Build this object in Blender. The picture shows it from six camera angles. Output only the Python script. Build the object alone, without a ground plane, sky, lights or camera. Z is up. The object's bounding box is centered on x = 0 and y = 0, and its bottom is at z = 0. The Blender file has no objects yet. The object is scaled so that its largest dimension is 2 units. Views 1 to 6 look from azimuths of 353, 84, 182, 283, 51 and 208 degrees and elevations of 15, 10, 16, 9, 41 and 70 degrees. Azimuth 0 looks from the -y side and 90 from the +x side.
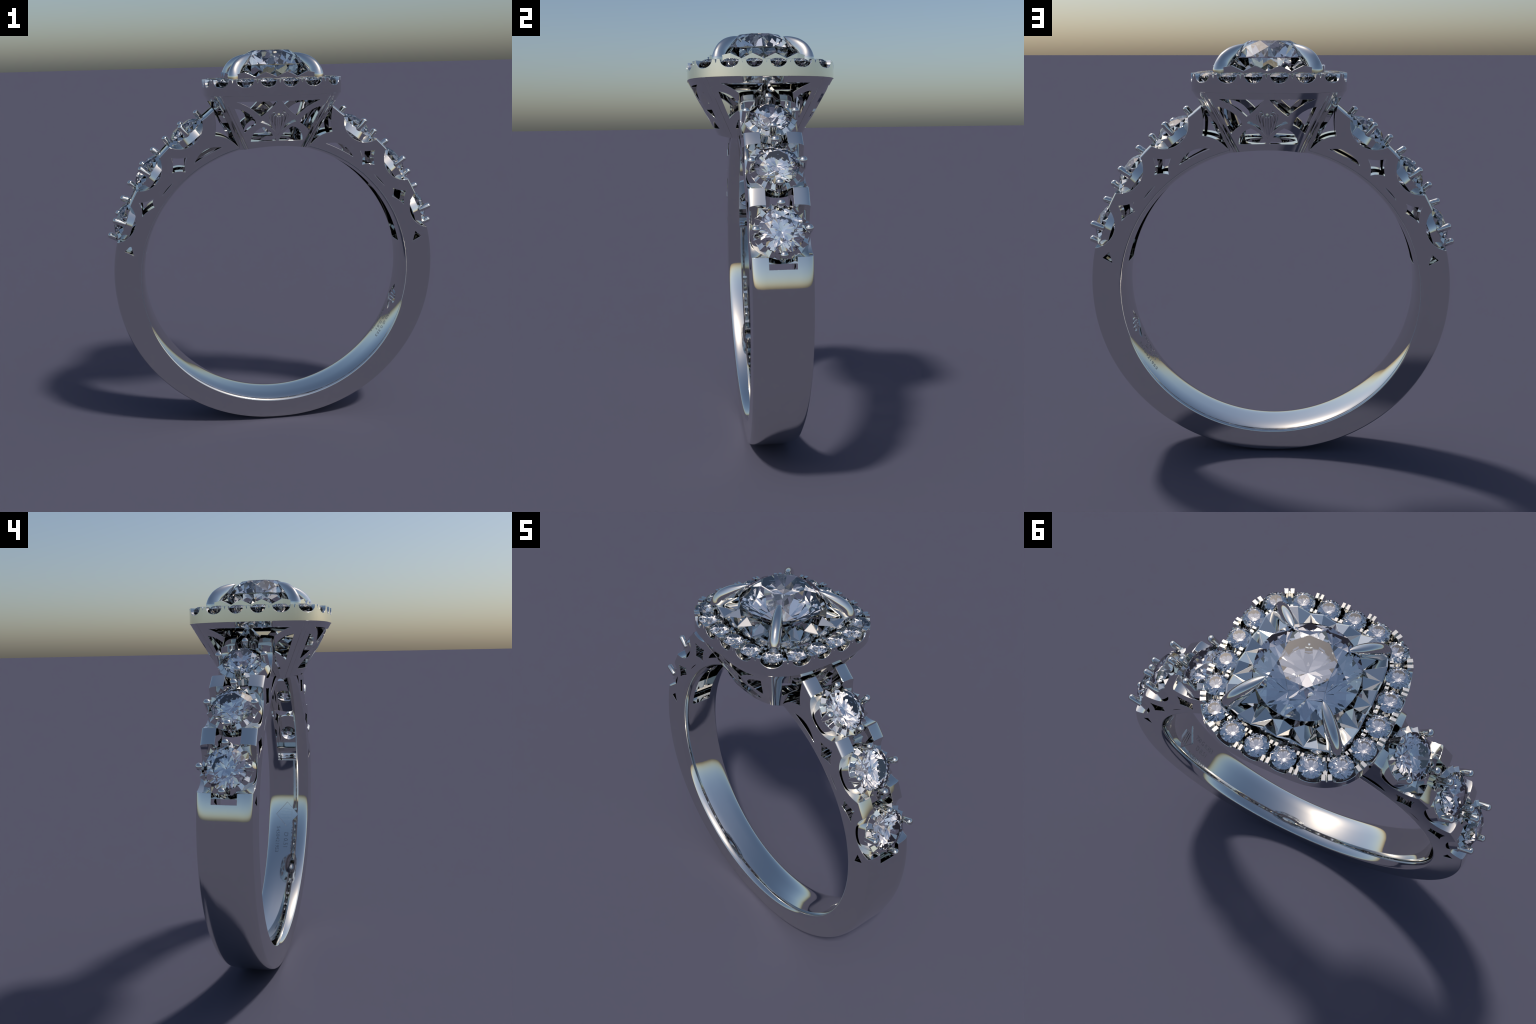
"""Cushion-halo diamond ring: tapered band, open-work head, pave halo, six shoulder stones."""
import bpy, bmesh, math
from math import sin, cos, pi, radians, sqrt, hypot, atan2
from mathutils import Vector, Matrix

CZ = 0.829            # height of the finger-hole centre
R_IN = 0.697          # finger-hole radius (crown of the comfort-fit curve)
SUPER = 3.37          # exponent of the cushion outline


# ------------------------------------------------------------------ materials
def metal_material(name, colour=(0.78, 0.775, 0.735), rough=0.045, bevel=0.0022):
    m = bpy.data.materials.new(name)
    m.use_nodes = True
    nt = m.node_tree
    b = nt.nodes["Principled BSDF"]
    b.inputs["Metallic"].default_value = 1.0
    tc = nt.nodes.new("ShaderNodeTexCoord")
    noise = nt.nodes.new("ShaderNodeTexNoise")
    noise.inputs["Scale"].default_value = 14.0
    noise.inputs["Detail"].default_value = 3.0
    ramp = nt.nodes.new("ShaderNodeValToRGB")
    c = colour
    ramp.color_ramp.elements[0].position = 0.3
    ramp.color_ramp.elements[0].color = (c[0] * 0.985, c[1] * 0.985, c[2] * 0.985, 1)
    ramp.color_ramp.elements[1].position = 0.7
    ramp.color_ramp.elements[1].color = (c[0], c[1], c[2], 1)
    nt.links.new(tc.outputs["Object"], noise.inputs["Vector"])
    nt.links.new(noise.outputs["Fac"], ramp.inputs["Fac"])
    nt.links.new(ramp.outputs["Color"], b.inputs["Base Color"])
    b.inputs["Roughness"].default_value = rough
    if bevel:
        bv = nt.nodes.new("ShaderNodeBevel")
        bv.samples = 4
        bv.inputs["Radius"].default_value = bevel
        nt.links.new(bv.outputs["Normal"], b.inputs["Normal"])
    return m


def gem_material(name, ior=2.4):
    m = bpy.data.materials.new(name)
    m.use_nodes = True
    nt = m.node_tree
    b = nt.nodes["Principled BSDF"]
    b.inputs["Base Color"].default_value = (1, 1, 1, 1)
    b.inputs["Roughness"].default_value = 0.0
    b.inputs["IOR"].default_value = ior
    b.inputs["Transmission Weight"].default_value = 1.0
    return m


WHITE_GOLD = metal_material("polished_white_gold")
WHITE_GOLD_SMALL = metal_material("polished_white_gold_small_parts", bevel=0.0012)
DARKENED_LETTERING = metal_material("darker_white_gold_lettering", colour=(0.42, 0.42, 0.42), rough=0.25, bevel=0)  # darker, rougher version of the metal colour, used on the slightly raised letters
DIAMOND = gem_material("clear_diamond")

# ------------------------------------------------------------------ helpers
ROOT = bpy.data.objects.new("diamond_ring", None)
bpy.context.scene.collection.objects.link(ROOT)
ROOT["label"] = "polished white gold ring with cushion halo and clear diamonds"
ROOT["category"] = "ring"


def link(name, mesh, mat=None, parent=ROOT, matrix=None):
    ob = bpy.data.objects.new(name, mesh)
    bpy.context.scene.collection.objects.link(ob)
    ob.parent = parent
    if matrix is not None:
        ob.matrix_world = matrix
    if mat is not None and not mesh.materials:
        mesh.materials.append(mat)
    return ob


def mesh_from(name, verts, faces, smooth_angle=None):
    me = bpy.data.meshes.new(name)
    me.from_pydata([tuple(v) for v in verts], [], faces)
    bm = bmesh.new()
    bm.from_mesh(me)
    bmesh.ops.recalc_face_normals(bm, faces=bm.faces)
    bm.to_mesh(me)
    bm.free()
    if smooth_angle:
        shade(me, smooth_angle)
    return me


def shade(me, angle):
    me.polygons.foreach_set("use_smooth", [True] * len(me.polygons))
    me.set_sharp_from_angle(angle=radians(angle))


def weight_normals(ob, angle):
    """smooth shading in which large flat faces keep their own normal"""
    shade(ob.data, angle)
    md = ob.modifiers.new("weighted", "WEIGHTED_NORMAL")
    md.mode, md.weight, md.keep_sharp = "FACE_AREA", 100, True
    new = bpy.data.meshes.new_from_object(ob.evaluated_get(bpy.context.evaluated_depsgraph_get()))
    ob.modifiers.clear()
    old, ob.data = ob.data, new
    bpy.data.meshes.remove(old)


def merge(parts):
    """join (verts, faces) lists"""
    V, F = [], []
    for v, f in parts:
        o = len(V)
        V += list(v)
        F += [[i + o for i in q] for q in f]
    return V, F


def prism(poly, lo, hi, place):
    """extrude a 2D polygon between lo and hi; place(a, b, depth) -> xyz"""
    n = len(poly)
    V = [place(a, b, lo) for a, b in poly] + [place(a, b, hi) for a, b in poly]
    F = [list(range(n))[::-1], list(range(n, 2 * n))]
    F += [[i, (i + 1) % n, n + (i + 1) % n, n + i] for i in range(n)]
    return V, F


def along_y(a, b, d):
    return (a, d, b)


def along_x(a, b, d):
    return (d, a, b)


def boolean_cut(ob, parts, op="DIFFERENCE"):
    V, F = merge(parts)
    cut = link("cutter", mesh_from("cutter", V, F))
    cut.parent = None
    md = ob.modifiers.new("cut", "BOOLEAN")
    md.operation, md.solver, md.object = op, "EXACT", cut
    dg = bpy.context.evaluated_depsgraph_get()
    new = bpy.data.meshes.new_from_object(ob.evaluated_get(dg))
    ob.modifiers.clear()
    old = ob.data
    ob.data = new
    bpy.data.meshes.remove(old)
    cm = cut.data
    bpy.data.objects.remove(cut)
    bpy.data.meshes.remove(cm)


def curve(points, bulge=0.0, n=8):
    """sample an arc between two points; bulge is the sagitta (left of travel is positive)"""
    (x0, y0), (x1, y1) = points
    dx, dy = x1 - x0, y1 - y0
    L = hypot(dx, dy)
    nx, ny = -dy / L, dx / L
    return [(x0 + dx * k / n + nx * 4 * bulge * (k / n) * (1 - k / n),
             y0 + dy * k / n + ny * 4 * bulge * (k / n) * (1 - k / n)) for k in range(n)]


def path(*legs):
    """closed outline from (start, bulge) legs"""
    out = []
    m = len(legs)
    for i, (p, b) in enumerate(legs):
        q = legs[(i + 1) % m][0]
        out += curve((p, q), b, 8 if b else 1)
    return out


def mirror2(poly):
    return [(-a, b) for a, b in poly][::-1]


def smooth_table(table):
    """monotone-ish cubic through (x, y) control points"""
    xs = [p[0] for p in table]
    ys = [p[1] for p in table]
    n = len(xs)
    sl = [(ys[i + 1] - ys[i]) / (xs[i + 1] - xs[i]) for i in range(n - 1)]
    t = [sl[0]] + [(sl[i - 1] + sl[i]) / 2 for i in range(1, n - 1)] + [sl[-1]]

    def f(x):
        x = min(max(x, xs[0]), xs[-1])
        i = 0
        while i < n - 2 and x > xs[i + 1]:
            i += 1
        h = xs[i + 1] - xs[i]
        u = (x - xs[i]) / h
        return ((2 * u ** 3 - 3 * u ** 2 + 1) * ys[i] + (u ** 3 - 2 * u ** 2 + u) * h * t[i]
                + (-2 * u ** 3 + 3 * u ** 2) * ys[i + 1] + (u ** 3 - u ** 2) * h * t[i + 1])
    return f


# ------------------------------------------------------------------ band
# outer radius about the finger-hole centre against the angle from the top
outer_radius = smooth_table([(10, 0.992), (18.4, 0.951), (22.6, 0.929), (30, 0.914), (38.6, 0.899), (48, 0.886),
                             (57.3, 0.873), (67, 0.865), (76, 0.861), (90, 0.856), (112, 0.850), (135, 0.842),
                             (158, 0.835), (180, 0.829)])


def half_width(t):
    u = min(max((t - 95) / 85, 0), 1)
    return 0.1235 - 0.0165 * (3 * u * u - 2 * u ** 3)


def band_profile(t):
    """cross-section (y, r): comfort-fit inside, flat sides, softly rounded outside"""
    w, ro = half_width(t), outer_radius(t)
    k = min(max((t - 70) / 22, 0), 1)         # shoulders are crisper than the shank
    p, d, crown = 8.0 - 3.4 * k, 0.0095 + 0.0075 * k, 0.005 * (1 - k)
    half = []
    for k in range(15):                       # inside, centre to edge
        a = pi / 2 * (k / 14) ** 0.8
        half.append((w * sin(a) ** (2 / 2.6), R_IN + 0.025 * (1 - cos(a))))
    for k in range(15):                       # outside, edge to centre
        a = pi / 2 * (1 - (k / 14) ** 1.25)
        u = sin(a) ** (2 / p)
        half.append((w * u, ro - crown * u * u - d * (1 - cos(a))))
    return half + [(-y, r) for y, r in half[-2:0:-1]]


N_TH = 500
V, F = [], []
for i in range(N_TH + 1):
    th = 11 + (360 - 22) * i / N_TH
    t = th if th <= 180 else 360 - th
    for y, r in band_profile(t):
        V.append((r * sin(radians(th)), y, CZ + r * cos(radians(th))))
P = len(V) // (N_TH + 1)
for i in range(N_TH):
    for j in range(P):
        F.append([i * P + j, i * P + (j + 1) % P, (i + 1) * P + (j + 1) % P, (i + 1) * P + j])
F += [list(range(P)), list(range(N_TH * P, N_TH * P + P))]
band = link("band", mesh_from("band", V, F), WHITE_GOLD)

# shoulder stones: prong-tip plane centre (x, z) and tilt of the stone axis from vertical
SHOULDER = [((0.4765, 1.6445), 37.1), ((0.6895, 1.4410), 52.7), ((0.8350, 1.1800), 68.3)]
FLOOR_H = -0.1010


def stone_frame(side, k):
    (x, z), tilt = SHOULDER[k]
    n = Vector((sin(radians(tilt)) * side, 0, cos(radians(tilt))))
    y = Vector((0, 1, 0))
    t = y.cross(n)
    return Matrix(((t.x, y.x, n.x, x * side), (t.y, y.y, n.y, 0), (t.z, y.z, n.z, z), (0, 0, 0, 1)))


def both(poly):
    return [poly, mirror2(poly)]


def polar(t, r):
    return (r * sin(radians(t)), CZ + r * cos(radians(t)))


# 1 notches for the stones (scooped across the band)
parts = []
for side in (1, -1):
    for k in range(3):
        M = stone_frame(side, k)
        ring = [(0.1185 * cos(a * pi / 32), 0.1185 * sin(a * pi / 32) + 0.004) for a in range(64)]
        parts.append(prism(ring, -0.2, 0.2, lambda a, b, d: tuple(M @ Vector((a, d, b)))))
boolean_cut(band, parts)
# 3 channel down the middle of the shoulders
sector = [polar(8 + 69.4 * k / 24, 0.55) for k in range(25)] + [polar(77.4 - 69.4 * k / 24, 1.3) for k in range(25)]
boolean_cut(band, [prism(p, -0.0565, 0.0565, along_y) for p in both(sector)])
# 3b the channel flares towards the head on its finger side


def flare(side):
    V, F = [], []
    n = 24
    for k in range(n + 1):
        t = 77.4 - 67 * k / n
        w = 0.0560 + 0.011 * min((77.4 - t) / 40, 1)
        for r in (0.60, 0.752):
            x, z = polar(t, r)
            V += [(x * side, -w, z), (x * side, w, z)]
    for k in range(n):
        for a, b in ((0, 1), (1, 3), (3, 2), (2, 0)):
            F.append([4 * k + a, 4 * k + b, 4 * k + 4 + b, 4 * k + 4 + a])
    F += [[0, 1, 3, 2], [4 * n, 4 * n + 1, 4 * n + 3, 4 * n + 2]]
    return V, F


boolean_cut(band, [flare(1), flare(-1)])
# 4 pierced openings in the side walls
openings = [
    path(((0.447, 1.487), -0.004), ((0.525, 1.488), -0.006), ((0.524, 1.411), -0.006), ((0.458, 1.414), -0.006)),
    path(((0.626, 1.285), -0.005), ((0.699, 1.268), -0.006), ((0.688, 1.195), -0.004), ((0.623, 1.241), -0.006)),
    path(((0.755, 1.046), 0.0), ((0.788, 1.017), 0.0), ((0.743, 0.992), 0.0)),
    path(((0.268, 1.531), 0.030), ((0.409, 1.458), -0.004)),
    path(((0.524, 1.3605), 0.0042), ((0.579, 1.3005), 0.0)),
]
boolean_cut(band, [prism(q, -0.2, 0.2, along_y) for p in openings for q in both(p)])
# 5 clearance for the head and the concave opening beside it
clear = path(((0.0, 1.47), 0), ((0.150, 1.470), 0), ((0.176, 1.5255), 0), ((0.192, 1.5375), 0.012), ((0.300, 1.590), 0.008),
             ((0.304, 1.724), 0), ((0.36, 1.90), 0), ((0.0, 1.95), 0))
clear = [p for p in clear if p[0] > 1e-6]
boolean_cut(band, [prism(clear + mirror2(clear), -0.25, 0.25, along_y)])
# 6 lozenge pocket for the maker's emblem inside the band
MARK_A, MARK_Y, MARK_HA, MARK_HY = 15.6, 0.004, 6.3, 0.069


def mark_pocket():
    c, s_ = cos(radians(MARK_A)), sin(radians(MARK_A))
    ht = R_IN * sin(radians(MARK_HA))
    # local axes: tangent (downwards), y, radial; the floor follows the curve of the band
    place = lambda a, b, d: (d * c - a * s_, b, CZ - d * s_ - a * c)
    V, F, n = [], [], 24
    for k in range(n + 1):
        a = -ht + 2 * ht * (0.002 + 0.996 * k / n)
        hw = MARK_HY * (1 - abs(a) / ht)
        d = sqrt((R_IN + 0.006) ** 2 - a * a)
        V += [place(a, MARK_Y - hw, 0.6), place(a, MARK_Y + hw, 0.6), place(a, MARK_Y + hw, d), place(a, MARK_Y - hw, d)]
    for k in range(n):
        F += [[4 * k + q, 4 * k + (q + 1) % 4, 4 * k + 4 + (q + 1) % 4, 4 * k + 4 + q] for q in range(4)]
    F += [[0, 1, 2, 3], [4 * n, 4 * n + 1, 4 * n + 2, 4 * n + 3]]
    return V, F


boolean_cut(band, [mark_pocket()])
weight_normals(band, 32)

# ------------------------------------------------------------------ gemstones
def brilliant(name, R, table, crown, pavilion, girdle=0.02, segs=8):
    """round brilliant, girdle centred on z = 0; table/crown/pavilion as fractions of R"""
    rt, zc, zp, g = table * R, crown * R, pavilion * R, girdle * R
    rs = rt + (R - rt) * 0.52
    zs = g + (zc - g) * (R - rs * cos(pi / segs)) / (R - rt)
    rl = 0.24 * R
    zl = -g - (zp - g) * (1 - rl * cos(pi / segs) / R)
    V, F = [], []

    def add(r, a, z):
        V.append((r * cos(a), r * sin(a), z))
        return len(V) - 1
    da = 2 * pi / segs
    T = [add(rt, da * (k + .5), zc) for k in range(segs)]
    S = [add(rs, da * k, zs) for k in range(segs)]
    L = [add(rl, da * k, zl) for k in range(segs)]
    culet = add(0, 0, -zp)
    n = segs * 4

    def plane_z(p, q, r, x, y):
        p, q, r = Vector(p), Vector(q), Vector(r)
        nn = (q - p).cross(r - p)
        return p.z - (nn.x * (x - p.x) + nn.y * (y - p.y)) / nn.z
    GU, GL = [], []
    for i in range(n):
        a = da * i / 4
        x, y = R * cos(a), R * sin(a)
        if i % 2 == 0:
            zu, zd = g, -g
        else:
            k = int((i + 1) // 4) % segs           # nearest star direction
            a0, a1 = da * (i - 1) / 4, da * (i + 1) / 4
            e0, e1 = (R * cos(a0), R * sin(a0)), (R * cos(a1), R * sin(a1))
            zu = max(plane_z(V[S[k]], (*e0, g), (*e1, g), x, y), g * .2)
            zd = min(plane_z(V[L[k]], (*e0, -g), (*e1, -g), x, y), -g * .2)
        V.append((x, y, zu)); GU.append(len(V) - 1)
        V.append((x, y, zd)); GL.append(len(V) - 1)
    F.append(T)
    for k in range(segs):
        F.append([T[k - 1], T[k], S[k]])                                  # star
        F.append([T[k], S[k], GU[(4 * k + 2) % n], S[(k + 1) % segs]])    # bezel kite
        F.append([S[k], GU[4 * k], GU[(4 * k + 1) % n], GU[(4 * k + 2) % n]])
        F.append([S[k], GU[4 * k - 2], GU[4 * k - 1], GU[4 * k]])
        F.append([culet, L[k], GL[(4 * k + 2) % n], L[(k + 1) % segs]])
        F.append([L[k], GL[4 * k], GL[(4 * k + 1) % n], GL[(4 * k + 2) % n]])
        F.append([L[k], GL[4 * k - 2], GL[4 * k - 1], GL[4 * k]])
    for i in range(n):
        F.append([GU[i], GU[(i + 1) % n], GL[(i + 1) % n], GL[i]])
    me = mesh_from(name, V, F)
    me.materials.append(DIAMOND)
    return me


link("center_diamond", brilliant("center_diamond", 0.190, 0.525, 0.374, 0.86), None,
     matrix=Matrix.Translation((0, 0, 1.929)))
side_gem = brilliant("side_diamond", 0.0935, 0.55, 0.33, 0.86)
halo_gem = brilliant("halo_diamond", 0.0445, 0.55, 0.32, 0.86)

# ------------------------------------------------------------------ shoulder settings
def cup_mesh():
    """smooth turned cup under each stone, open through the bottom"""
    n = 96
    rows = [(0.1000, -0.0610), (0.1125, -0.0630), (0.1222, FLOOR_H + 0.001), (0.1214, FLOOR_H), (0.047, FLOOR_H), (0.047, FLOOR_H + 0.006),
            (0.074, FLOOR_H + 0.007)]
    V, F = [], []
    for r, z in rows:
        V += [(r * cos(2 * pi * k / n), r * sin(2 * pi * k / n), z) for k in range(n)]
    m = len(rows)
    for i in range(m):
        for k in range(n):
            j = (k + 1) % n
            F.append([i * n + k, i * n + j, ((i + 1) % m) * n + j, ((i + 1) % m) * n + k])
    me = mesh_from("stone_cup", V, F, 30)
    me.materials.append(WHITE_GOLD)
    return me


def collar_mesh(n=16):
    """saw-toothed collar round the girdle: radial ridges with V grooves between them"""
    V, F = [], []
    top = -0.037
    m = 2 * n
    for i in range(m):
        a = 2 * pi * (i + .5) / m
        if i % 2:
            ring = [(0.089, top - 0.001), (0.1185, top - 0.016), (0.1110, -0.066), (0.084, -0.084), (0.076, -0.084), (0.088, -0.060)]
        else:
            ring = [(0.0915, top - 0.014), (0.1075, top - 0.0255), (0.1090, -0.066), (0.084, -0.084), (0.076, -0.084), (0.088, -0.060)]
        V += [(r * cos(a), r * sin(a), z) for r, z in ring]
    for i in range(m):
        j = (i + 1) % m
        for q in range(6):
            F.append([6 * i + q, 6 * i + (q + 1) % 6, 6 * j + (q + 1) % 6, 6 * j + q])
    me = mesh_from("tooth_collar", V, F)
    me.materials.append(WHITE_GOLD_SMALL)
    return me


def prong_mesh():
    """short round post with a domed tip at z = 0"""
    n, r = 24, 0.0160
    rows = [(r * 0.86, -0.068), (r * 0.93, -0.0665), (r * 0.96, -0.03), (r, -0.014)]
    rows += [(r * cos(radians(a)), -0.0125 + 0.0125 * sin(radians(a))) for a in range(8, 90, 9)]
    V, F = [], []
    for rr, z in rows:
        V += [(rr * cos(2 * pi * k / n), rr * sin(2 * pi * k / n), z) for k in range(n)]
    for i in range(len(rows) - 1):
        for k in range(n):
            j = (k + 1) % n
            F.append([i * n + k, i * n + j, (i + 1) * n + j, (i + 1) * n + k])
    F.append(list(range(n)))
    V.append((0, 0, 0))
    o = (len(rows) - 1) * n
    F += [[o + k, o + (k + 1) % n, len(V) - 1] for k in range(n)]
    me = mesh_from("prong", V, F, 50)
    me.materials.append(WHITE_GOLD_SMALL)
    return me


seat, collar, prong = cup_mesh(), collar_mesh(), prong_mesh()
for side in (1, -1):
    for k in range(3):
        M = stone_frame(side, k)
        s = link("stone_cup", seat, matrix=M)
        link("tooth_collar", collar, parent=s, matrix=M)
        link("side_diamond", side_gem, parent=s, matrix=M @ Matrix.Translation((0, 0, -0.043)) @ Matrix.Rotation(0.2 * k, 4, "Z"))
        for dx, dy in ((0.1035, 0), (-0.1035, 0), (0, 0.1045), (0, -0.1045)):
            lean = Matrix.Rotation(0.06 if dy > 0 else -0.06 if dy < 0 else 0, 4, "X") @ Matrix.Rotation(-0.06 if dx > 0 else 0.06 if dx < 0 else 0, 4, "Y")
            link("prong", prong, parent=s, matrix=M @ Matrix.Translation((dx, dy, 0.003)) @ lean)


def cross_bars():
    parts = []
    for t, w in ((74.9, 0.7),):
        p = [polar(t - w, 0.755), polar(t + w, 0.755), polar(t + w, 0.800), polar(t - w, 0.800)]
        parts += [prism(q, -0.058, 0.058, along_y) for q in both(p)]
    return mesh_from("cross_bar", *merge(parts))


link("cross_bar", cross_bars(), WHITE_GOLD_SMALL)

# ------------------------------------------------------------------ cushion outline
def cushion(a, phi, e=SUPER):
    """point of the cushion outline of half-size a in direction parameter phi"""
    c, s = cos(phi), sin(phi)
    r = a / ((abs(c) ** e + abs(s) ** e) ** (1 / e))
    return Vector((r * c, r * s))


def cushion_normal(p):
    g = Vector((abs(p.x) ** (SUPER - 1) * (1 if p.x >= 0 else -1), abs(p.y) ** (SUPER - 1) * (1 if p.y >= 0 else -1)))
    return g.normalized()


# ------------------------------------------------------------------ halo
HALO_A = 0.2985
TOP, FLOOR, BOTTOM = 1.8635, 1.812, 1.788
quad = [(0.298, 0.052), (0.287, 0.151), (0.2435, 0.2435), (0.151, 0.287), (0.052, 0.298)]
halo_sites = []
for q in range(4):
    for x, y in quad:
        for _ in range(q):
            x, y = -y, x
        halo_sites.append(Vector((x, y)))

# arc length table of the cushion path
NS = 4000
pts = [cushion(HALO_A, 2 * pi * i / NS) for i in range(NS + 1)]
arc = [0.0]
for i in range(NS):
    arc.append(arc[-1] + (pts[i + 1] - pts[i]).length)
TOTAL = arc[-1]


def at_arc(s):
    s %= TOTAL
    lo, hi = 0, NS
    while hi - lo > 1:
        m = (lo + hi) // 2
        if arc[m] <= s:
            lo = m
        else:
            hi = m
    u = (s - arc[lo]) / (arc[hi] - arc[lo])
    return cushion(HALO_A, 2 * pi * (lo + u) / NS)


def arc_of(p):
    a = atan2(p.y, p.x) % (2 * pi)
    i = a / (2 * pi) * NS
    lo = int(i)
    return arc[lo] + (arc[lo + 1] - arc[lo]) * (i - lo)


def halo_frame():
    s_sites = sorted(arc_of(p) for p in halo_sites)
    n = len(s_sites)
    samples = []                             # (s, top height)
    RS, SLIT = 0.0365, 0.0036
    for i, sc in enumerate(s_sites):
        prev = (s_sites[i - 1] - TOTAL) if i == 0 else s_sites[i - 1]
        nxt = (s_sites[0] + TOTAL) if i == n - 1 else s_sites[i + 1]
        lo, hi = (prev + sc) / 2, (nxt + sc) / 2
        samples.append((lo, TOP - 0.016))
        samples.append((lo + SLIT * 0.3, TOP - 0.014))
        samples.append((lo + SLIT + 1e-4, TOP))
        samples.append((sc - RS - 1e-4, TOP))
        for k in range(21):
            a = pi * k / 20
            samples.append((sc - RS * cos(a), TOP - 0.0355 * sin(a) ** 0.9 - (0.0005)))
        samples.append((sc + RS + 1e-4, TOP))
        samples.append((hi - SLIT - 1e-4, TOP))
        samples.append((hi - SLIT * 0.3, TOP - 0.014))
    V, F = [], []
    for s, z in samples:
        p = at_arc(s)
        nn = cushion_normal(p)
        sec = [(0.040, BOTTOM - 0.002), (0.0475, BOTTOM), (0.0475, z - 0.0012), (0.0463, z), (0.0245, z), (0.0245, FLOOR),
               (-0.0235, FLOOR), (-0.0235, z), (-0.0375, z), (-0.0385, z - 0.0012), (-0.0385, BOTTOM + 0.01), (-0.0385, BOTTOM)]
        V += [(p.x + nn.x * o, p.y + nn.y * o, zz) for o, zz in sec]
    m, q = len(samples), 12
    for i in range(m):
        j = (i + 1) % m
        for k in range(q):
            F.append([i * q + k, i * q + (k + 1) % q, j * q + (k + 1) % q, j * q + k])
    return mesh_from("halo_frame", V, F, 22)


link("halo_frame", halo_frame(), WHITE_GOLD_SMALL)
for k, p in enumerate(halo_sites):
    link("halo_diamond", halo_gem, matrix=Matrix.Translation((p.x, p.y, 1.8530)) @ Matrix.Rotation(atan2(p.y, p.x), 4, "Z"))

# ------------------------------------------------------------------ basket
A0, Z0, A1, Z1 = 0.198, 1.515, 0.3435, 1.789


def basket_a(z):
    return 0.205 + (z - 1.533) * (0.343 - 0.205) / (1.785 - 1.533)


def basket_e(z):
    """the basket is rounder at its foot than under the halo"""
    return 2.75 + 0.30 * min(max((z - 1.52) / 0.25, 0), 1)


def basket_shell():
    n, m, th = 256, 24, 0.042
    V, F = [], []
    for j in range(m + 1):
        z = 1.49 + (Z1 - 1.49) * j / m
        for i in range(n):
            p = cushion(basket_a(z), 2 * pi * (i + .5) / n, basket_e(z))
            V.append((p.x, p.y, z))
    for j in range(m + 1):
        z = Z1 - (Z1 - 1.49) * j / m
        for i in range(n):
            p = cushion(basket_a(z) - th, 2 * pi * (i + .5) / n, basket_e(z))
            V.append((p.x, p.y, z))
    rows = 2 * (m + 1)
    for j in range(rows):
        for i in range(n):
            F.append([j * n + i, j * n + (i + 1) % n, ((j + 1) % rows) * n + (i + 1) % n, ((j + 1) % rows) * n + i])
    return mesh_from("head_basket", V, F)


basket = link("head_basket", basket_shell(), WHITE_GOLD)
fan = path(((0.011, 1.760), -0.004), ((0.087, 1.688), 0.008), ((0.203, 1.761), 0.0))[::-1]
sail = path(((0.212, 1.729), -0.012), ((0.114, 1.672), 0), ((0.108, 1.651), 0.004), ((0.160, 1.608), 0.0))
leaf = path(((0.130, 1.562), -0.016), ((0.072, 1.636), -0.010), ((0.007, 1.566), 0.0))
star = path(((0.0, 1.734), 0), ((0.088, 1.660), -0.012), ((0.0, 1.590), -0.012), ((-0.088, 1.660), 0.0))
front = both(fan) + both(sail) + both(leaf) + [star]
sides = both(fan) + both(sail) + both(leaf) + [star]
front_cuts = [prism(p, lo, hi, along_y) for p in front for lo, hi in ((0.12, 0.40), (-0.40, -0.12))]
side_cuts = [prism(p, lo, hi, along_x) for p in sides for lo, hi in ((0.12, 0.40), (-0.40, -0.12))]
finger = [(0.707 * sin(2 * pi * k / 256), CZ + 0.707 * cos(2 * pi * k / 256)) for k in range(256)]
boolean_cut(basket, front_cuts)
boolean_cut(basket, side_cuts)

boolean_cut(basket, [prism(finger, -0.5, 0.5, along_y)])
weight_normals(basket, 30)


def base_plate():
    """floor of the basket, with a round hole through to the finger"""
    n = 128
    V, F = [], []
    for z in (1.49, 1.5575):
        for k in range(n):
            V.append((0.118 * cos(2 * pi * k / n), 0.118 * sin(2 * pi * k / n), z))
        for k in range(n):
            p = cushion(0.182, 2 * pi * k / n, 2.75)
            V.append((p.x, p.y, z))
    for k in range(n):
        j = (k + 1) % n
        F += [[k, j, n + j, n + k], [2 * n + k, 2 * n + j, 3 * n + j, 3 * n + k],
              [k, j, 2 * n + j, 2 * n + k], [n + k, n + j, 3 * n + j, 3 * n + k]]
    return mesh_from("base_plate", V, F)


base = link("base_plate", base_plate(), WHITE_GOLD)
boolean_cut(base, [prism(finger, -0.5, 0.5, along_y)])
shade(base.data, 30)


def corner_pillar(phi):
    """slim raised bar up a corner of the basket"""
    V, F = [], []
    d = Vector((cos(phi), sin(phi)))
    e = Vector((-d.y, d.x))
    for z, w in ((1.522, 0.013), (1.60, 0.013), (1.70, 0.013), (1.788, 0.013)):
        rho = cushion(basket_a(z), phi, basket_e(z)).length
        for o, lat in ((-0.02, -w), (0.0005, -w), (0.0035, -w * .72), (0.0045, -w * .3), (0.0045, w * .3), (0.0035, w * .72), (0.0005, w), (-0.02, w)):
            p = d * (rho + o) + e * lat
            V.append((p.x, p.y, z))
    q = 8
    for j in range(3):
        for k in range(q):
            F.append([j * q + k, j * q + (k + 1) % q, (j + 1) * q + (k + 1) % q, (j + 1) * q + k])
    F += [list(range(q)), list(range(3 * q, 4 * q))]
    me = mesh_from("corner_pillar", V, F, 20)
    return me


for q in range(4):
    link("corner_pillar", corner_pillar(pi / 4 + q * pi / 2), WHITE_GOLD_SMALL)


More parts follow.
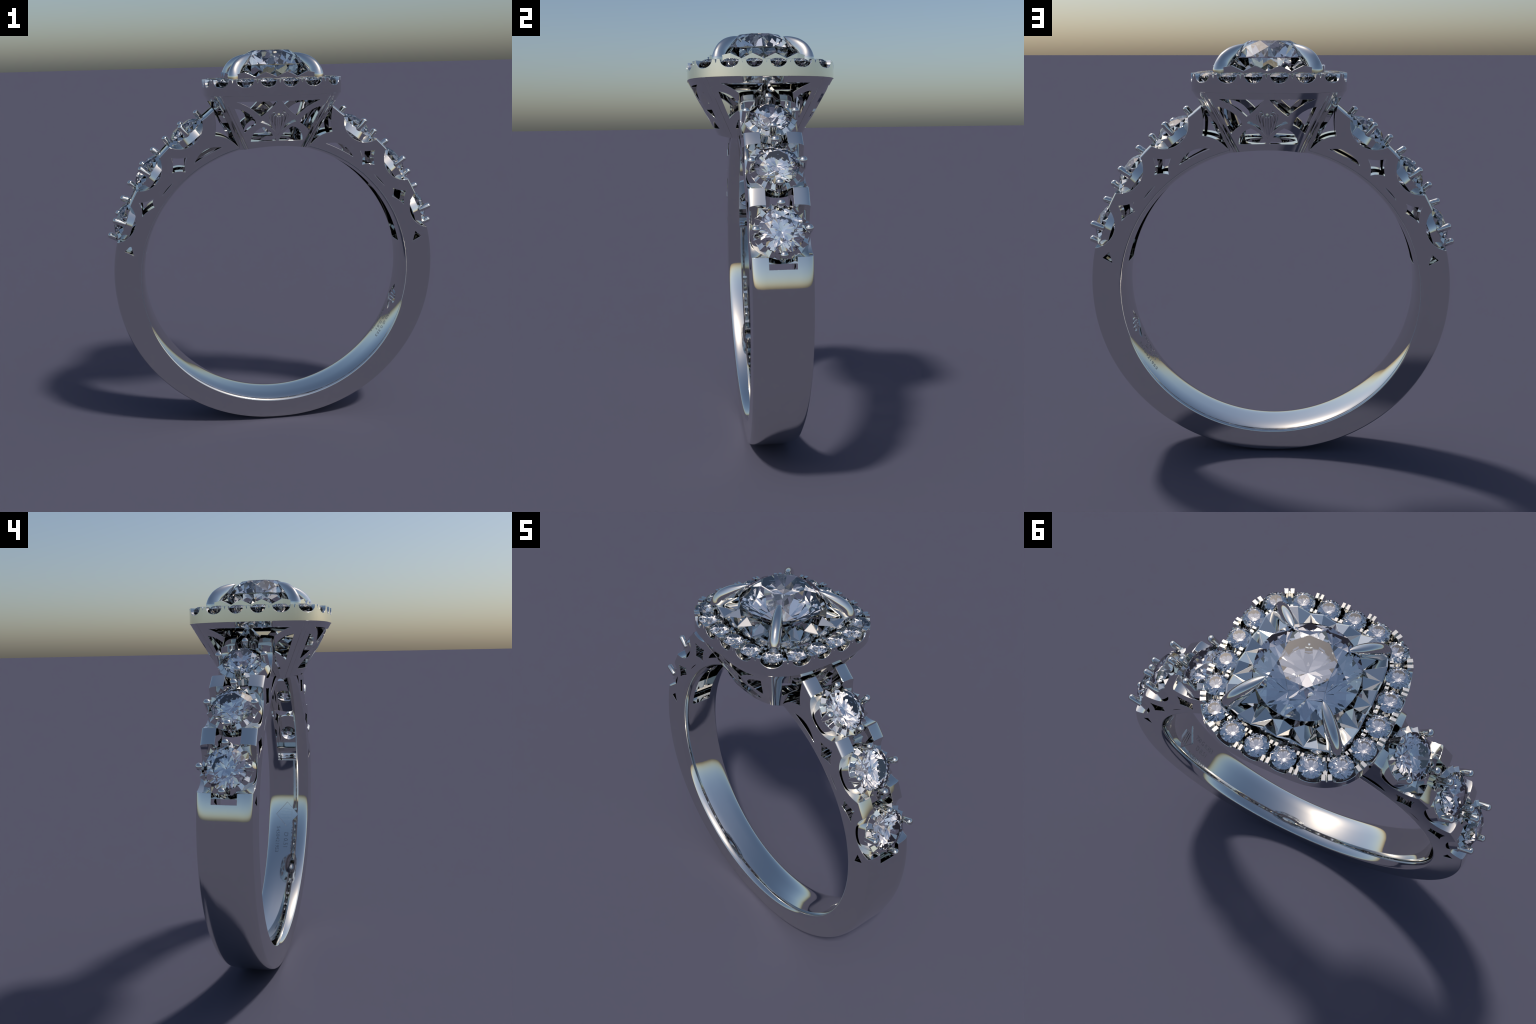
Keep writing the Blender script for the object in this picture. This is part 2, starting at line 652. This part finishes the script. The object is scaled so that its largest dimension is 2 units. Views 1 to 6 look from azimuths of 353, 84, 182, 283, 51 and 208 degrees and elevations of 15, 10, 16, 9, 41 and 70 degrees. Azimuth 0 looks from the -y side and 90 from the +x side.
# emblem: recessed star panel with a fluted relief
def on_front(x, z, out, turn):
    """point of the basket wall on one of its four faces (turn = quarter turns from +y)"""
    a, e = basket_a(z), basket_e(z)
    y = (max(a ** e - abs(x) ** e, 0)) ** (1 / e) + out
    for _ in range(turn):
        x, y = -y, x
    return (x, y, z)


def emblem_panel(side):
    F = []
    deep = -0.010 if side % 2 == 0 else -0.016
    outline = path(((0.0, 1.738), 0), ((0.092, 1.660), -0.011), ((0.0, 1.585), -0.011), ((-0.092, 1.660), 0.0))
    V = [on_front(x, z, deep, side) for x, z in outline] + [on_front(x, z, -0.020, side) for x, z in outline]
    m = len(outline)
    c0, c1 = len(V), len(V) + 1
    V += [on_front(0, 1.66, deep, side), on_front(0, 1.66, -0.020, side)]
    for k in range(m):
        j = (k + 1) % m
        F += [[k, j, c0], [m + k, m + j, c1], [k, j, m + j, m + k]]
    return mesh_from("emblem_panel", V, F)


def tube(points, r, n=8):
    V, F = [], []
    for i, p in enumerate(points):
        p = Vector(p)
        a = Vector(points[max(i - 1, 0)])
        b = Vector(points[min(i + 1, len(points) - 1)])
        d = (b - a).normalized()
        u = d.cross(Vector((0.3, 0.9, 0.2))).normalized()
        v = d.cross(u)
        V += [tuple(p + u * (r * cos(2 * pi * k / n)) + v * (r * sin(2 * pi * k / n))) for k in range(n)]
    for i in range(len(points) - 1):
        for k in range(n):
            j = (k + 1) % n
            F.append([i * n + k, i * n + j, (i + 1) * n + j, (i + 1) * n + k])
    F += [list(range(n)), list(range((len(points) - 1) * n, len(points) * n))]
    return V, F


def flute_lines():
    """nested arches that run down to one point, in emblem units (x, z)"""
    lines = []
    for hw, top in ((0.041, 1.706), (0.0255, 1.694), (0.0105, 1.687)):
        for s in (1, -1):
            pts = []
            for k in range(13):
                u = k / 12
                if u < 0.35:
                    a = pi / 2 * (1 - u / 0.35)
                    pts.append((s * (hw * 0.5 + hw * 0.5 * cos(a)), top - 0.014 + 0.014 * sin(a)))
                else:
                    v = (u - 0.35) / 0.65
                    pts.append((s * hw * (1 - v ** 1.8 * 0.72), top - 0.014 - v * (0.085 - (0.04 - hw) * 0.3)))
            lines.append(pts)
    lines.append([(0, 1.696), (0, 1.594)])
    return lines


def emblem_relief(side):
    parts = [tube([on_front(x, z, -0.0075 if side % 2 == 0 else -0.0135, side) for x, z in ln], 0.0060) for ln in flute_lines()]
    V, F = merge(parts)
    return mesh_from("emblem_relief", V, F, 50)


for side in range(4):
    pn = link("emblem_panel", emblem_panel(side), WHITE_GOLD_SMALL)
    link("emblem_relief", emblem_relief(side), WHITE_GOLD_SMALL, parent=pn)


# ------------------------------------------------------------------ illusion plate
def illusion_plate():
    """faceted cushion bezel that widens the round centre stone"""
    ZV, ZP, ZM, ZA = 1.8735, 1.897, 1.904, 1.880
    side_pts = [(-0.150, 0.236, ZP), (-0.100, 0.241, ZV), (-0.051, 0.2425, ZP), (0.0, 0.244, ZV),
                (0.051, 0.2425, ZP), (0.100, 0.241, ZV), (0.150, 0.236, ZP), (0.2135, 0.2135, ZV + 0.010)]
    rim = []
    for q in range(4):
        for x, y, z in side_pts:
            for _ in range(q):
                x, y = y, -x
            rim.append((x, y, z))
    n = len(rim)                                    # 32: peaks on even, valleys on odd indices
    inner = []
    for i, (x, y, z) in enumerate(rim):
        a = pi / 2 + pi / 16 * 3 - i * pi / 16
        r, zz = (0.199, ZA) if i % 2 == 0 else (0.193, ZM)
        inner.append((r * cos(a), r * sin(a), zz))
    V = list(inner) + list(rim)
    lip = [(x * (1 + 0.005 / hypot(x, y)), y * (1 + 0.005 / hypot(x, y)), z - 0.001) for x, y, z in rim]
    V += lip                                        # outer lip
    V += [(x, y, 1.857) for x, y, z in lip]
    V += [(x * 0.92, y * 0.92, 1.853) for x, y, z in lip]
    V += [(x * 0.80, y * 0.80, 1.853) for x, y, z in inner]
    V += [(x * 0.70, y * 0.70, 1.860) for x, y, z in inner]
    V += [(x * 0.70, y * 0.70, 1.874) for x, y, z in inner]
    V += [(x * 0.88, y * 0.88, 1.899) for x, y, z in inner]
    F = []
    for i in range(n):
        j = (i + 1) % n
        A, B, RA, RB = i, j, n + i, n + j
        # every facet hangs between a low inner corner, an inner ridge corner and the rim
        if i % 2 == 0:
            F += [[A, B, RB], [A, RB, RA]]
        else:
            F += [[A, B, RA], [B, RB, RA]]
        rings = list(range(1, 8))                       # lip, skirt, under-cone and the seat that hugs the pavilion
        F += [[p * n + i, p * n + j, q * n + j, q * n + i] for p, q in zip(rings, rings[1:] + [0])]
    return mesh_from("illusion_plate", V, F)


link("illusion_plate", illusion_plate(), WHITE_GOLD_SMALL)


# ------------------------------------------------------------------ claws
def claw():
    # outer edge (rho, z), inner edge (rho, z), half width
    edges = [((0.3205, 1.790), (0.258, 1.790), 0.0300), ((0.3215, 1.868), (0.250, 1.868), 0.0300), ((0.3190, 1.888), (0.245, 1.884), 0.0295),
             ((0.3075, 1.914), (0.226, 1.896), 0.0268), ((0.2860, 1.940), (0.203, 1.913), 0.0255), ((0.2640, 1.956), (0.188, 1.929), 0.0238),
             ((0.2400, 1.968), (0.178, 1.944), 0.0212), ((0.2130, 1.9765), (0.168, 1.959), 0.0178), ((0.1870, 1.982), (0.163, 1.971), 0.0130),
             ((0.1660, 1.9845), (0.155, 1.978), 0.0075), ((0.1530, 1.9848), (0.151, 1.983), 0.0018)]
    rows = [(*o, *i, w) for o, i, w in edges]
    fine = []                                      # Catmull-Rom refinement of the rows
    for i in range(len(rows) - 1):
        for k in range(5):
            u = k / 5
            p0, p1, p2, p3 = rows[max(i - 1, 0)], rows[i], rows[i + 1], rows[min(i + 2, len(rows) - 1)]
            fine.append([0.5 * (2 * b + (c - a) * u + (2 * a - 5 * b + 4 * c - d) * u * u + (3 * b - a - 3 * c + d) * u ** 3)
                         for a, b, c, d in zip(p0, p1, p2, p3)])
    fine.append(list(rows[-1]))
    n = 32
    V, F = [], []
    for ox, oz, ix, iz, hw in fine:
        c = Vector(((ox + ix) / 2, (oz + iz) / 2))
        h = Vector(((ox - ix) / 2, (oz - iz) / 2))
        for k in range(n):
            t = 2 * pi * k / n
            o = c + h * sin(t)
            V.append((o.x, hw * cos(t), o.y))
    for i in range(len(fine) - 1):
        for k in range(n):
            j = (k + 1) % n
            F.append([i * n + k, i * n + j, (i + 1) * n + j, (i + 1) * n + k])
    F += [list(range(n)), list(range((len(fine) - 1) * n, len(fine) * n))]
    me = mesh_from("claw_prong", V, F, 60)
    me.materials.append(WHITE_GOLD_SMALL)
    return me


claw_me = claw()
for q in range(4):
    link("claw_prong", claw_me, matrix=Matrix.Rotation(pi / 4 + q * pi / 2, 4, "Z"))


# ------------------------------------------------------------------ engraving inside the band
def inside(angle, y, lift):
    """angle in degrees below the horizontal on the +x side of the finger hole"""
    r = R_IN + 0.025 * (1 - sqrt(max(1 - (min(abs(y) / 0.123, 1)) ** 2.6, 0))) - lift
    return (r * cos(radians(angle)), y, CZ - r * sin(radians(angle)))


def engraved_text(body, y0, a0, a1, height):
    cu = bpy.data.curves.new("engraved_text", "FONT")
    cu.body = body
    cu.size = 1.0
    cu.resolution_u = 3
    ob = bpy.data.objects.new("engraved_text", cu)
    bpy.context.scene.collection.objects.link(ob)
    dg = bpy.context.evaluated_depsgraph_get()
    me = bpy.data.meshes.new_from_object(ob.evaluated_get(dg))
    bpy.data.objects.remove(ob)
    bm = bmesh.new()
    bm.from_mesh(me)
    ext = bmesh.ops.extrude_face_region(bm, geom=bm.faces[:])
    for v in ext["geom"]:
        if isinstance(v, bmesh.types.BMVert):
            v.co.z = 1.0
    xs = [v.co.x for v in bm.verts]
    x0, x1 = min(xs), max(xs)
    for v in bm.verts:
        u = (v.co.x - x0) / (x1 - x0)
        v.co = Vector(inside(a0 + (a1 - a0) * u, y0 - v.co.y / 0.7 * height, -0.0004 + 0.0010 * v.co.z))
    bmesh.ops.recalc_face_normals(bm, faces=bm.faces)
    bm.to_mesh(me)
    bm.free()
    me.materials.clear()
    link("engraved_text", me, DARKENED_LETTERING)


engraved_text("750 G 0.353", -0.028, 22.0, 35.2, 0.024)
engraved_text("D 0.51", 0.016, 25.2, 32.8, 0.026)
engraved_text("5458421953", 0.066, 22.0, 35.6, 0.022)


def ribbon(line, w, hi=0.0009, lo=-0.001):
    """flat strip along a list of (angle, y)"""
    V, F = [], []
    k = 180 / (pi * R_IN)
    for i, (a, y) in enumerate(line):
        a0, y0 = line[max(i - 1, 0)]
        a1, y1 = line[min(i + 1, len(line) - 1)]
        da, dy = (a1 - a0) / k, y1 - y0
        L = hypot(da, dy)
        na, ny = -dy / L * k, da / L
        for s, lift in ((-1, hi), (1, hi), (1, lo), (-1, lo)):
            V.append(inside(a + na * s * w / 2, y + ny * s * w / 2, lift))
    for i in range(len(line) - 1):
        for q in range(4):
            F.append([4 * i + q, 4 * i + (q + 1) % 4, 4 * i + 4 + (q + 1) % 4, 4 * i + 4 + q])
    F += [[0, 1, 2, 3], list(range(4 * len(line) - 4, 4 * len(line)))]
    return V, F


def engraved_mark():
    ca, cy = MARK_A, MARK_Y
    parts = []
    for off in (-2.4, -0.8, 0.8, 2.4):
        parts.append(ribbon([(ca + off * (1 - 0.25 * (k / 8) ** 2), cy + 0.036 - 0.066 * k / 8) for k in range(9)], 0.0115, -0.0005, -0.014))
    V, F = merge(parts)
    return mesh_from("engraved_mark", V, F)


link("engraved_mark", engraved_mark(), WHITE_GOLD_SMALL)
